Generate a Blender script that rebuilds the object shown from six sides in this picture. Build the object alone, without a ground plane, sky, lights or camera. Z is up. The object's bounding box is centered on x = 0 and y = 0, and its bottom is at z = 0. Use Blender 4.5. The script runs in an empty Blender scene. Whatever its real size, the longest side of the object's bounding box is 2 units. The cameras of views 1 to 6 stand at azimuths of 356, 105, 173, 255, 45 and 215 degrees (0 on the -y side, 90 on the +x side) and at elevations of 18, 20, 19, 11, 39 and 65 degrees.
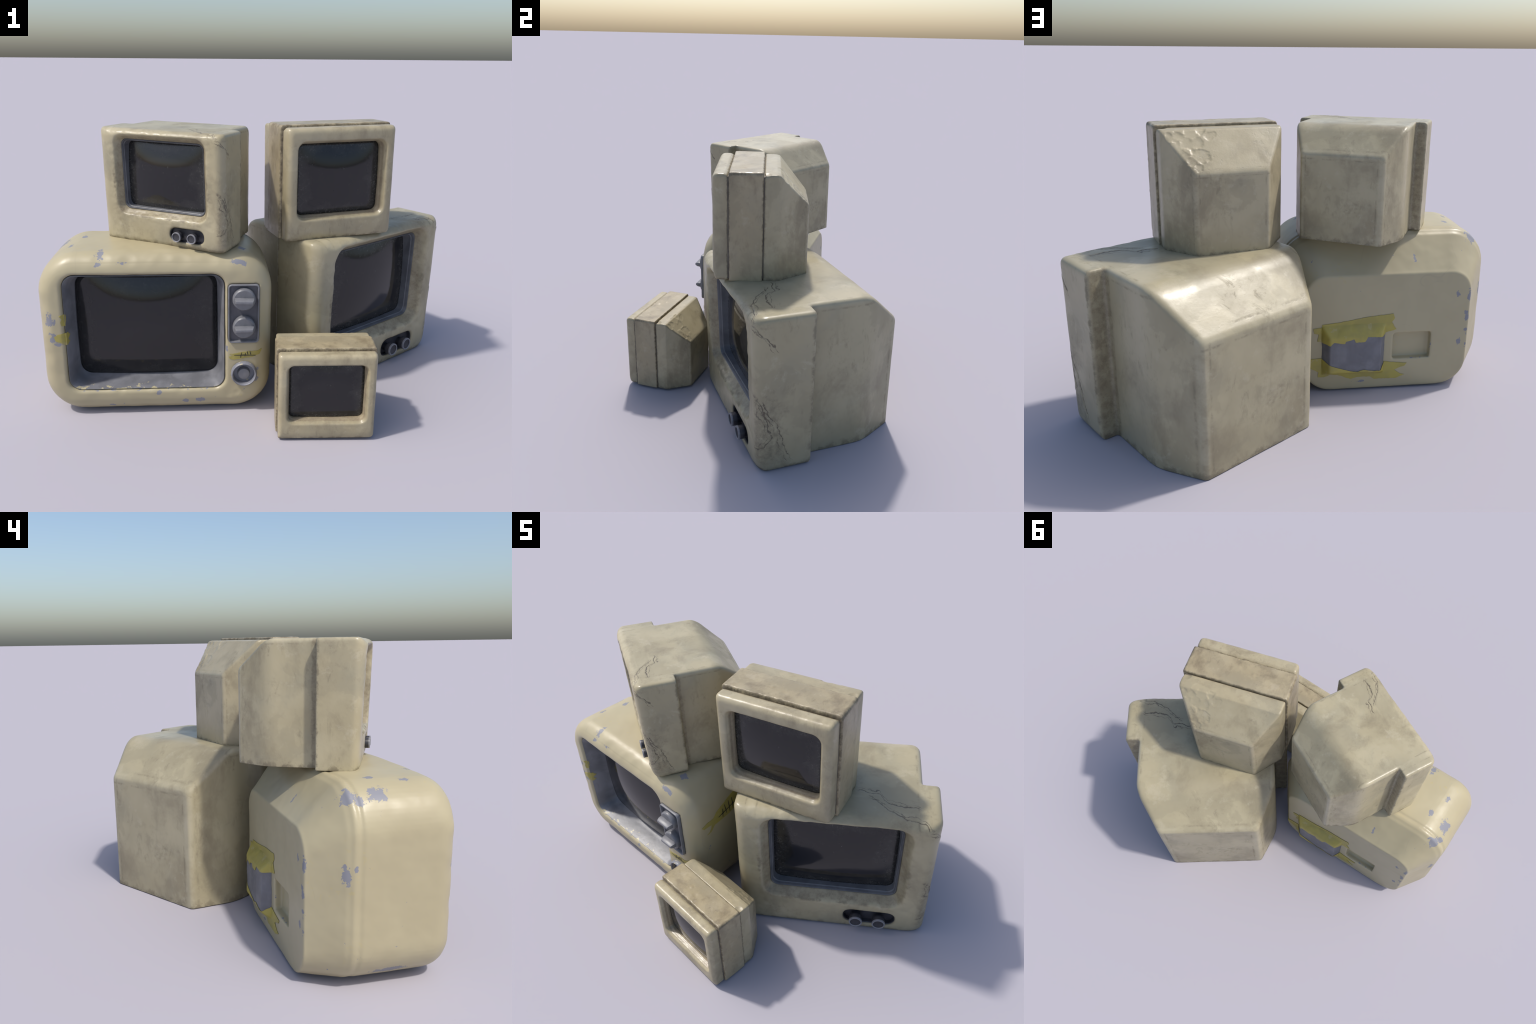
"""A heap of five worn cream-coloured television sets and monitors."""
import bpy, bmesh, math, random
import numpy as np
from mathutils import Vector, Matrix, noise
from mathutils.bvhtree import BVHTree
from mathutils.geometry import delaunay_2d_cdt

random.seed(7)
col = bpy.context.scene.collection


# ------------------------------------------------------------------ helpers
def link(name, me, parent=None, mat=None):
    ob = bpy.data.objects.new(name, me)
    col.objects.link(ob)
    if parent:
        ob.parent = parent
    if mat and not me.materials:
        me.materials.append(mat)
    return ob


def mesh_of(bm, name):
    bmesh.ops.recalc_face_normals(bm, faces=bm.faces)
    me = bpy.data.meshes.new(name)
    bm.to_mesh(me)
    bm.free()
    return me


def rrect(x0, x1, z0, z1, radii, nc=10, ne=6):
    """Rounded rectangle, always the same number of points; radii: bl, br, tr, tl."""
    pts = []
    cs = [(x0, z0, 180, radii[0], 1, 1), (x1, z0, 270, radii[1], -1, 1),
          (x1, z1, 0, radii[2], -1, -1), (x0, z1, 90, radii[3], 1, -1)]
    arcs = []
    for cx, cz, a0, r, sx, sz in cs:
        mx, mz = cx + sx * r, cz + sz * r
        arcs.append([(mx + r * math.cos(math.radians(a0 + 90 * i / nc)),
                      mz + r * math.sin(math.radians(a0 + 90 * i / nc))) for i in range(nc + 1)])
    for k in range(4):
        pts += arcs[k]
        a, b = arcs[k][-1], arcs[(k + 1) % 4][0]
        pts += [(a[0] + (b[0] - a[0]) * i / ne, a[1] + (b[1] - a[1]) * i / ne) for i in range(1, ne)]
    return pts


def loft(sections, name, cap0=True, cap1=True, closed=False):
    """sections: list of lists of 3D points of equal length, bridged in order."""
    bm = bmesh.new()
    rows = [[bm.verts.new(p) for p in s] for s in sections]
    n = len(rows[0])
    pairs = list(zip(rows, rows[1:])) + ([(rows[-1], rows[0])] if closed else [])
    for a, b in pairs:
        for i in range(n):
            bm.faces.new((a[i], a[(i + 1) % n], b[(i + 1) % n], b[i]))
    if cap0 and not closed:
        bm.faces.new(rows[0])
    if cap1 and not closed:
        bm.faces.new(rows[-1])
    return mesh_of(bm, name)


def at_y(pts, y):
    """place (x, z) outline points at depth y, or y(x, z)"""
    return [(x, y(x, z) if callable(y) else y, z) for x, z in pts]


def prism(profile, lo, hi, axis, name):
    """extrude a 2D profile along an axis"""
    def put(p, w):
        return {0: (w, p[0], p[1]), 1: (p[0], w, p[1]), 2: (p[0], p[1], w)}[axis]
    return loft([[put(p, lo) for p in profile], [put(p, hi) for p in profile]], name)


def evaluate(ob):
    dg = bpy.context.evaluated_depsgraph_get()
    dg.update()
    return bpy.data.meshes.new_from_object(ob.evaluated_get(dg))


def carve(solid, add=(), cut=(), voxel=None):
    """boolean solids together and turn the result into one fine even mesh"""
    ob = bpy.data.objects.new("work", solid)
    col.objects.link(ob)
    helpers = []
    for me, op in [(m, "UNION") for m in add] + [(m, "DIFFERENCE") for m in cut]:
        h = bpy.data.objects.new("helper", me)
        col.objects.link(h)
        helpers.append(h)
        b = ob.modifiers.new("b", "BOOLEAN")
        b.operation, b.object, b.solver = op, h, "EXACT"
    if voxel:
        r = ob.modifiers.new("r", "REMESH")
        r.mode, r.voxel_size = "VOXEL", voxel
    me = evaluate(ob)
    for h in helpers + [ob]:
        bpy.data.objects.remove(h)
    return me


def fbm(p, scale, octaves=3, seed=0.0):
    return noise.fractal(Vector((p[0] * scale + seed, p[1] * scale - seed, p[2] * scale + 2 * seed)),
                         0.9, 2.0, octaves, noise_basis="PERLIN_ORIGINAL")


def weather(me, rounds=6, lump=0.0012, lump_scale=9, wear=0.6, wear_scale=26, extra=None, seed=1.0):
    """smooth the edges of a fine mesh, batter them and add gentle lumps;
    extra(co, no) -> offset along the normal for dents and cracks"""
    n = len(me.vertices)
    co = np.empty(n * 3)
    me.vertices.foreach_get("co", co)
    co = co.reshape(-1, 3)
    ed = np.empty(len(me.edges) * 2, dtype=np.int64)
    me.edges.foreach_get("vertices", ed)
    ed = ed.reshape(-1, 2)
    deg = np.bincount(ed.ravel(), minlength=n)[:, None].astype(float)

    def average(v):
        out = np.zeros_like(v)
        for k in range(v.shape[1]):
            out[:, k] = np.bincount(ed[:, 0], v[ed[:, 1], k], n) + np.bincount(ed[:, 1], v[ed[:, 0], k], n)
        return out / deg
    start = co.copy()
    for _ in range(rounds):
        co = co * 0.45 + average(co) * 0.55
    sharp = np.linalg.norm(co - start, axis=1, keepdims=True)
    for _ in range(4):
        sharp = average(sharp)
    me.vertices.foreach_set("co", co.ravel())
    me.update()
    no = np.empty(n * 3)
    me.vertices.foreach_get("normal", no)
    no = no.reshape(-1, 3)
    off = np.empty(n)
    for i in range(n):
        p = co[i]
        d = lump * fbm(p, lump_scale, 3, seed)
        s = sharp[i, 0]
        if s > 0.0006:
            d += wear * s * (fbm(p, wear_scale, 3, seed + 3) - 0.05)
        if extra:
            d += extra(p, no[i])
        off[i] = d
    co = co + no * off[:, None]
    co[:, 2] = np.maximum(co[:, 2], 0.0)      # flat underside with a crisp edge
    me.vertices.foreach_set("co", co.ravel())
    me.polygons.foreach_set("use_smooth", [True] * len(me.polygons))
    me.update()
    return me


def soften(me, width=0.004, segments=2, angle=30):
    ob = bpy.data.objects.new("work", me)
    col.objects.link(ob)
    b = ob.modifiers.new("b", "BEVEL")
    b.width, b.segments, b.limit_method, b.angle_limit = width, segments, "ANGLE", math.radians(angle)
    out = evaluate(ob)
    bpy.data.objects.remove(ob)
    out.polygons.foreach_set("use_smooth", [True] * len(out.polygons))
    out.set_sharp_from_angle(angle=math.radians(40))
    return out


def join(meshes, name):
    bm = bmesh.new()
    for m in meshes:
        bm.from_mesh(m)
    me = bpy.data.meshes.new(name)
    bm.to_mesh(me)
    bm.free()
    return me


def lathe(profile, name, n=48, centre=(0, 0), capped=True):
    """turn (radius, y) around the y axis through centre (x, z)"""
    secs = []
    for r, y in profile:
        r = max(r, 1e-4)
        secs.append([(centre[0] + r * math.cos(2 * math.pi * i / n), y, centre[1] + r * math.sin(2 * math.pi * i / n))
                     for i in range(n)])
    me = loft(secs, name, capped, capped)
    me.polygons.foreach_set("use_smooth", [True] * len(me.polygons))
    me.set_sharp_from_angle(angle=math.radians(35))
    return me


def bulged_screen(x0, x1, z0, z1, radius, y_edge, bulge, name, lean=None):
    """a picture tube: rounded rectangle swelling forward, with a rim going back"""
    cx, cz, secs = (x0 + x1) / 2, (z0 + z1) / 2, []
    edge = rrect(x0, x1, z0, z1, [radius] * 4, 10, 10)
    ln = lean or (lambda z: 0.0)
    secs.append([(x, y_edge + 0.03 + ln(z), z) for x, z in edge])
    steps = 16
    for k in range(steps):
        t = 1 - k / steps
        ring = []
        for x, z in edge:
            X, Z = cx + (x - cx) * t, cz + (z - cz) * t
            u, v = (X - cx) / ((x1 - x0) / 2), (Z - cz) / ((z1 - z0) / 2)
            ring.append((X, y_edge - bulge * (0.55 * (1 - u * u) * (1 - v * v) + 0.45 * (1 - 0.5 * u * u - 0.5 * v * v)) + ln(Z), Z))
        secs.append(ring)
    me = loft(secs, name)
    me.polygons.foreach_set("use_smooth", [True] * len(me.polygons))
    return me


def bvh_of(meshes):
    vs, fs = [], []
    for m in meshes:
        o = len(vs)
        vs += [v.co.copy() for v in m.vertices]
        fs += [[o + i for i in p.vertices] for p in m.polygons]
    return BVHTree.FromPolygons(vs, fs)


def drape(outline, put, direction, bvh, name, grid=0.008, lift=0.0016, thick=0.0013, rag=0.0, seed=0):
    """lay a thin sheet with the given 2D outline on the surface met along direction"""
    rnd = random.Random(seed)
    pts = []
    for a, b in zip(outline, outline[1:] + outline[:1]):
        L = math.dist(a, b)
        k = max(1, int(L / 0.007))
        for i in range(k):
            t = i / k
            j = rag if i else 0
            pts.append(Vector((a[0] + (b[0] - a[0]) * t + rnd.uniform(-j, j), a[1] + (b[1] - a[1]) * t + rnd.uniform(-j, j))))
    n = len(pts)
    us, vs = [p.x for p in pts], [p.y for p in pts]
    u = min(us) + grid / 2
    inner = []
    while u < max(us):
        v = min(vs) + grid / 2
        while v < max(vs):
            inner.append(Vector((u, v)))
            v += grid
        u += grid
    out = delaunay_2d_cdt(pts + inner, [(i, (i + 1) % n) for i in range(n)], [list(range(n))], 1, 1e-5)
    d = Vector(direction)
    bm = bmesh.new()
    ok, top, bot = [], [], []
    for p in out[0]:
        o = Vector(put(p.x, p.y)) - d * 0.5
        hit, nrm, _, _ = bvh.ray_cast(o, d)
        if hit is None:
            hit = o + d * 0.5
            nrm = -d
        if nrm.dot(d) > 0:
            nrm = -nrm
        q = hit + (nrm * 0.4 - d * 0.6).normalized() * lift
        top.append(bm.verts.new(q))
        bot.append(bm.verts.new(q + d * thick))
    edges = {}
    for f in out[2]:
        for t in range(1, len(f) - 1):
            tri = (f[0], f[t], f[t + 1])
            bm.faces.new([top[i] for i in tri])
            bm.faces.new([bot[i] for i in reversed(tri)])
            for i in range(3):
                e = (tri[i], tri[(i + 1) % 3])
                if (e[1], e[0]) in edges:
                    edges.pop((e[1], e[0]))
                else:
                    edges[e] = 1
    for a, b in edges:
        bm.faces.new((top[b], top[a], bot[a], bot[b]))
    me = mesh_of(bm, name)
    me.polygons.foreach_set("use_smooth", [True] * len(me.polygons))
    me.set_sharp_from_angle(angle=math.radians(50))
    return me


# ------------------------------------------------------------------ node writing
class Nodes:
    def __init__(self, name):
        self.mat = bpy.data.materials.new(name)
        self.mat.use_nodes = True
        self.t = self.mat.node_tree
        self.t.nodes.clear()
        self.out = self.new("ShaderNodeOutputMaterial")
        self.bsdf = self.new("ShaderNodeBsdfPrincipled")
        self.t.links.new(self.bsdf.outputs[0], self.out.inputs[0])
        self.P = self.new("ShaderNodeTexCoord").outputs["Object"]
        s = self.new("ShaderNodeSeparateXYZ")
        self.set(s.inputs[0], self.P)
        self.x, self.y, self.z = s.outputs

    def new(self, kind):
        return self.t.nodes.new(kind)

    def set(self, sock, val):
        if isinstance(val, bpy.types.NodeSocket):
            self.t.links.new(val, sock)
        elif isinstance(val, (tuple, list)) and sock.type == "RGBA" and len(val) == 3:
            sock.default_value = (*val, 1)
        else:
            sock.default_value = val

    def math(self, op, a, b=0.0, c=None, clamp=False):
        n = self.new("ShaderNodeMath")
        n.operation, n.use_clamp = op, clamp
        self.set(n.inputs[0], a)
        self.set(n.inputs[1], b)
        if c is not None:
            self.set(n.inputs[2], c)
        return n.outputs[0]

    def add(self, a, b): return self.math("ADD", a, b)
    def sub(self, a, b): return self.math("SUBTRACT", a, b)
    def mul(self, a, b): return self.math("MULTIPLY", a, b)
    def max(self, a, b): return self.math("MAXIMUM", a, b)
    def min(self, a, b): return self.math("MINIMUM", a, b)
    def abs(self, a): return self.math("ABSOLUTE", a)

    def step(self, v, lo, hi, to0=0.0, to1=1.0, smooth=True):
        n = self.new("ShaderNodeMapRange")
        n.interpolation_type = "SMOOTHSTEP" if smooth else "LINEAR"
        for k, w in enumerate((v, lo, hi, to0, to1)):
            self.set(n.inputs[k], w)
        return n.outputs[0]

    def coords(self, scale=(1, 1, 1), shift=(0, 0, 0), rot=(0, 0, 0)):
        n = self.new("ShaderNodeMapping")
        self.set(n.inputs[0], self.P)
        n.inputs[1].default_value, n.inputs[2].default_value, n.inputs[3].default_value = shift, rot, scale
        return n.outputs[0]

    def noise(self, scale, detail=4, rough=0.55, vec=None, warp=0.0):
        n = self.new("ShaderNodeTexNoise")
        self.set(n.inputs["Vector"], vec or self.P)
        n.inputs["Scale"].default_value, n.inputs["Detail"].default_value = scale, detail
        n.inputs["Roughness"].default_value, n.inputs["Distortion"].default_value = rough, warp
        return n.outputs[0]

    def edges(self, scale, vec=None):
        n = self.new("ShaderNodeTexVoronoi")
        n.feature = "DISTANCE_TO_EDGE"
        self.set(n.inputs["Vector"], vec or self.P)
        n.inputs["Scale"].default_value = scale
        return n.outputs["Distance"]

    def mix(self, f, a, b):
        n = self.new("ShaderNodeMix")
        n.data_type = "RGBA"
        self.set(n.inputs[0], f)
        self.set(n.inputs[6], a)
        self.set(n.inputs[7], b)
        return n.outputs[2]

    def warped(self, scale, amount):
        """object coordinates shaken by noise"""
        n = self.new("ShaderNodeTexNoise")
        self.set(n.inputs["Vector"], self.P)
        n.inputs["Scale"].default_value, n.inputs["Detail"].default_value = scale, 3
        a = self.new("ShaderNodeVectorMath")
        a.operation = "MULTIPLY_ADD"
        self.set(a.inputs[0], n.outputs["Color"])
        a.inputs[1].default_value = (amount,) * 3
        self.set(a.inputs[2], self.P)
        return a.outputs[0]

    def blob(self, centre, radius, after=None):
        """1 at the centre of an ellipsoid, 0 at its skin, negative outside;
        after: a value that must be worked out first (keeps the shader's memory small)"""
        n = self.new("ShaderNodeMapping")
        src = self.P
        if after is not None:
            k = self.new("ShaderNodeVectorMath")
            k.operation = "MULTIPLY_ADD"
            self.set(k.inputs[0], after)
            k.inputs[1].default_value = (1e-7,) * 3
            self.set(k.inputs[2], self.P)
            src = k.outputs[0]
        self.set(n.inputs[0], src)
        r = radius if isinstance(radius, tuple) else (radius,) * 3
        n.inputs[3].default_value = tuple(1 / q for q in r)
        n.inputs[1].default_value = tuple(-c / q for c, q in zip(centre, r))
        l = self.new("ShaderNodeVectorMath")
        l.operation = "LENGTH"
        self.set(l.inputs[0], n.outputs[0])
        return self.sub(1.0, l.outputs["Value"])

    def path(self, v, pts):
        """piecewise linear function through (v, w) points, v rising"""
        acc = pts[0][1]
        for (a, wa), (b, wb) in zip(pts, pts[1:]):
            acc = self.add(acc, self.step(v, a, b, 0.0, wb - wa, smooth=False))
        return acc

    def bump(self, h, strength=0.3, dist=0.01):
        n = self.new("ShaderNodeBump")
        n.inputs["Strength"].default_value = strength
        n.inputs["Distance"].default_value = dist
        self.set(n.inputs["Height"], h)
        self.set(self.bsdf.inputs["Normal"], n.outputs[0])

    def finish(self, color, rough, metal=0.0, spec=0.5, coat=0.0):
        b = self.bsdf.inputs
        self.set(b["Base Color"], color)
        self.set(b["Roughness"], rough)
        b["Metallic"].default_value = metal
        b["Specular IOR Level"].default_value = spec
        b["Coat Weight"].default_value = coat
        b["Coat Roughness"].default_value = 0.2
        return self.mat


# crack courses on the knobbed sets (in their own coordinates): right flank y(z), top y(x)
FLANK_CRACKS = [
    [(0.66, 0.101), (0.703, 0.074), (0.739, 0.038), (0.79, -0.01), (0.85, -0.03)],
    [(0.08, -0.03), (0.116, -0.004), (0.149, 0.041), (0.201, 0.075), (0.264, 0.062), (0.327, 0.038), (0.388, 0.022), (0.43, 0.0)],
    [(0.05, 0.19), (0.114, 0.151), (0.207, 0.125), (0.272, 0.1), (0.331, 0.06), (0.40, 0.035)],
]
TOP_CRACKS = [
    [(0.09, 0.213), (0.2, 0.188), (0.238, 0.136), (0.28, 0.114), (0.40, 0.105)],
    [(0.15, 0.16), (0.22, 0.106), (0.28, 0.051), (0.339, 0.024), (0.42, 0.008), (0.46, -0.03)],
]
JITTER = ((0.003, 71.0, 0.3), (0.0015, 163.0, 1.7))


def course(v, pts):
    return float(np.interp(v, [p[0] for p in pts], [p[1] for p in pts])) + sum(a * math.sin(k * v + f) for a, k, f in JITTER)


def crack_mask(N, v, w, pts, width):
    """1 on the crack, nothing before its start and after its end"""
    c = N.path(v, pts)
    for a, k, f in JITTER:
        c = N.add(c, N.mul(N.math("SINE", N.add(N.mul(v, k), f)), a))
    shake = N.noise(20, 5, 0.62, N.coords(shift=(pts[0][1] * 50, width * 900, 2)))
    d = N.abs(N.add(N.sub(w, c), N.mul(N.sub(shake, 0.5), 0.055)))
    wide = N.mul(N.step(N.noise(11, 3, 0.6, N.coords(shift=(3, width * 500, 7))), 0.35, 0.65, 0.15, 1.15), width)
    m = N.step(N.math("DIVIDE", d, wide), 0.2, 1.0, 1.0, 0.0)
    return N.mul(m, N.mul(N.step(v, pts[0][0] - 0.01, pts[0][0] + 0.01), N.step(v, pts[-1][0] - 0.01, pts[-1][0] + 0.01, 1.0, 0.0)))


# ------------------------------------------------------------------ materials
CREAM = (0.375, 0.324, 0.204)
CREAM_LIGHT = (0.435, 0.382, 0.250)
OLIVE = (0.268, 0.236, 0.155)
GREY_WASH = (0.262, 0.252, 0.19)
DIRT = (0.105, 0.085, 0.055)


def worn_cream(name, cracks=False, tint=(1, 1, 1), edges=(), worn=(), stains=(), place=(0, 0, 0), brownness=0.55, recess_tint=(0.185, 0.145, 0.09)):
    """cream plastic with soft stains, rubbed pale patches, grime and, if asked, dirty cracks;
    edges: each a set of (axis, position, reach) planes where grime has gathered;
    stains: each a set of (axis, from, to) ranges tinted brown inside recesses"""
    N = Nodes(name)
    at = lambda x, y, z, sc=(1, 1, 1): N.coords(shift=(x + place[0], y + place[1], z + place[2]), scale=sc)
    t = lambda c: tuple(a * b for a, b in zip(c, tint))
    big = N.noise(2.3, 4, 0.5, warp=0.5)
    c = N.mix(N.step(big, 0.36, 0.66), t(CREAM), t(CREAM_LIGHT))
    # soft standing stains, a little crisper on one side, like dried water marks
    patch = N.noise(3.0, 6, 0.58, at(3, 1, 7), warp=0.35)
    c = N.mix(N.add(N.mul(N.step(patch, 0.44, 0.68), 0.24), N.mul(N.step(patch, 0.525, 0.548), 0.20)), c, t(OLIVE))
    wash = N.noise(2.8, 5, 0.6, at(-4, 9, 2), warp=0.4)
    c = N.mix(N.mul(N.step(wash, 0.46, 0.74), 0.36), c, t(GREY_WASH))
    brown = N.noise(3.6, 6, 0.66, at(7, -2, 5, (1, 1, 0.6)), warp=0.3)
    c = N.mix(N.mul(N.step(brown, 0.48, 0.70), brownness), c, t((0.205, 0.170, 0.108)))
    streak = N.noise(9, 6, 0.68, N.coords(scale=(1, 1, 0.22), rot=(0.15, 0.1, 0)), warp=0.3)
    c = N.mix(N.mul(N.step(streak, 0.54, 0.74), 0.30), c, t(OLIVE))
    rub = N.noise(6.5, 7, 0.7, at(1, 8, 8), warp=0.2)
    c = N.mix(N.mul(N.step(rub, 0.57, 0.68), 0.45), c, t((0.47, 0.42, 0.30)))
    # fine grime, in clouds
    fine = N.noise(30, 7, 0.75)
    cloud = N.noise(4.2, 4, 0.6, at(8, 2, -3))
    grime = N.mul(N.mul(N.step(fine, 0.44, 0.70), N.step(cloud, 0.46, 0.76)), 0.6)
    crumb = N.noise(17, 6, 0.68, N.coords(shift=(5, 3, 1)))
    pale = 0.0
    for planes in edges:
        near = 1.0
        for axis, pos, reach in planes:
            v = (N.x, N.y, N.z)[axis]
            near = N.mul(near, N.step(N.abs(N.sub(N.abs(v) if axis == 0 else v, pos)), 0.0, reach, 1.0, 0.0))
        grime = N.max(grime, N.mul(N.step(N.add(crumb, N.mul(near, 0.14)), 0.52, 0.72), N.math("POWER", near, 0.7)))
    for planes in worn:
        near = 1.0
        for axis, pos, reach in planes:
            v = (N.x, N.y, N.z)[axis]
            near = N.mul(near, N.step(N.abs(N.sub(N.abs(v) if axis == 0 else v, pos)), 0.0, reach, 1.0, 0.0))
        pale = N.max(pale, N.mul(N.step(near, 0.25, 0.8), N.step(rub, 0.38, 0.58)))
        rimmed = N.mul(N.step(near, 0.02, 0.18), N.step(near, 0.22, 0.45, 1.0, 0.0))     # dirt line beside the rubbed edge
        grime = N.max(grime, N.mul(N.mul(rimmed, N.step(crumb, 0.44, 0.64)), 0.55))
    c = N.mix(N.mul(pale, 0.5), c, t((0.47, 0.42, 0.29)))
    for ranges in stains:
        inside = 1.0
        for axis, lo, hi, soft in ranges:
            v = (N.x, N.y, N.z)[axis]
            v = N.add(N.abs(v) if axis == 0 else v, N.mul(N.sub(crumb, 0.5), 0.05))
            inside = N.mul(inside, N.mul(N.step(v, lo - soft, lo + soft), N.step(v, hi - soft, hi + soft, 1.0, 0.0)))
        c = N.mix(N.mul(inside, N.add(0.30, N.mul(N.step(fine, 0.4, 0.65), 0.45))), c, t(recess_tint))
    smear = N.mul(N.step(N.noise(12, 7, 0.75, at(4, 4, 9, (1, 1, 0.45)), warp=0.4), 0.53, 0.66), N.step(N.noise(3.0, 3, 0.5, at(2, 6, 1)), 0.44, 0.62))
    grime = N.max(grime, N.mul(smear, 0.5))
    c = N.mix(N.mul(grime, 0.62), c, t(DIRT))
    h = N.add(N.mul(N.noise(60, 4, 0.6), 0.10), N.mul(N.noise(16, 5, 0.62), N.step(N.noise(3.3, 3, 0.5, N.coords(shift=(6, 6, 1))), 0.42, 0.66, 0.05, 0.22)))
    h = N.sub(h, N.mul(grime, 0.2))
    if cracks:
        cm = 0.0
        flank = N.step(N.x, 0.44, 0.47)
        top = N.step(N.z, 0.785, 0.81)
        for k, pts in enumerate(FLANK_CRACKS):
            cm = N.max(cm, N.mul(crack_mask(N, N.z, N.y, pts, 0.0065), flank))
            cm = N.max(cm, N.mul(crack_mask(N, N.z, N.add(N.y, 0.016 + 0.004 * k), pts, 0.0045), flank))
        for k, pts in enumerate(TOP_CRACKS):
            cm = N.max(cm, N.mul(crack_mask(N, N.x, N.y, pts, 0.0065), top))
            cm = N.max(cm, N.mul(crack_mask(N, N.x, N.add(N.y, -0.017), pts, 0.0045), top))
        broken = N.step(N.noise(26, 4, 0.6, N.coords(shift=(1, 5, 5))), 0.38, 0.52)
        cm = N.mul(cm, N.add(0.3, N.mul(broken, 0.7)))
        soot = N.mul(flank, N.mul(N.step(N.add(N.blob((0.5, 0.05, 0.23), (0.2, 0.11, 0.26)), N.mul(N.sub(crumb, 0.5), 2.0)), 0.0, 0.5), 0.5))
        c = N.mix(N.mul(soot, N.step(fine, 0.35, 0.65)), c, t(DIRT))
        c = N.mix(N.mul(cm, 0.90), c, t((0.105, 0.082, 0.055)))
        h = N.sub(h, N.mul(cm, 0.7))
    N.bump(h, 0.26, 0.012)
    r = N.add(0.23, N.add(N.mul(N.step(patch, 0.5, 0.6), 0.08), N.add(N.mul(N.noise(7, 4), 0.20), N.mul(grime, 0.3))))
    return N.finish(c, r, spec=0.5)


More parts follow.
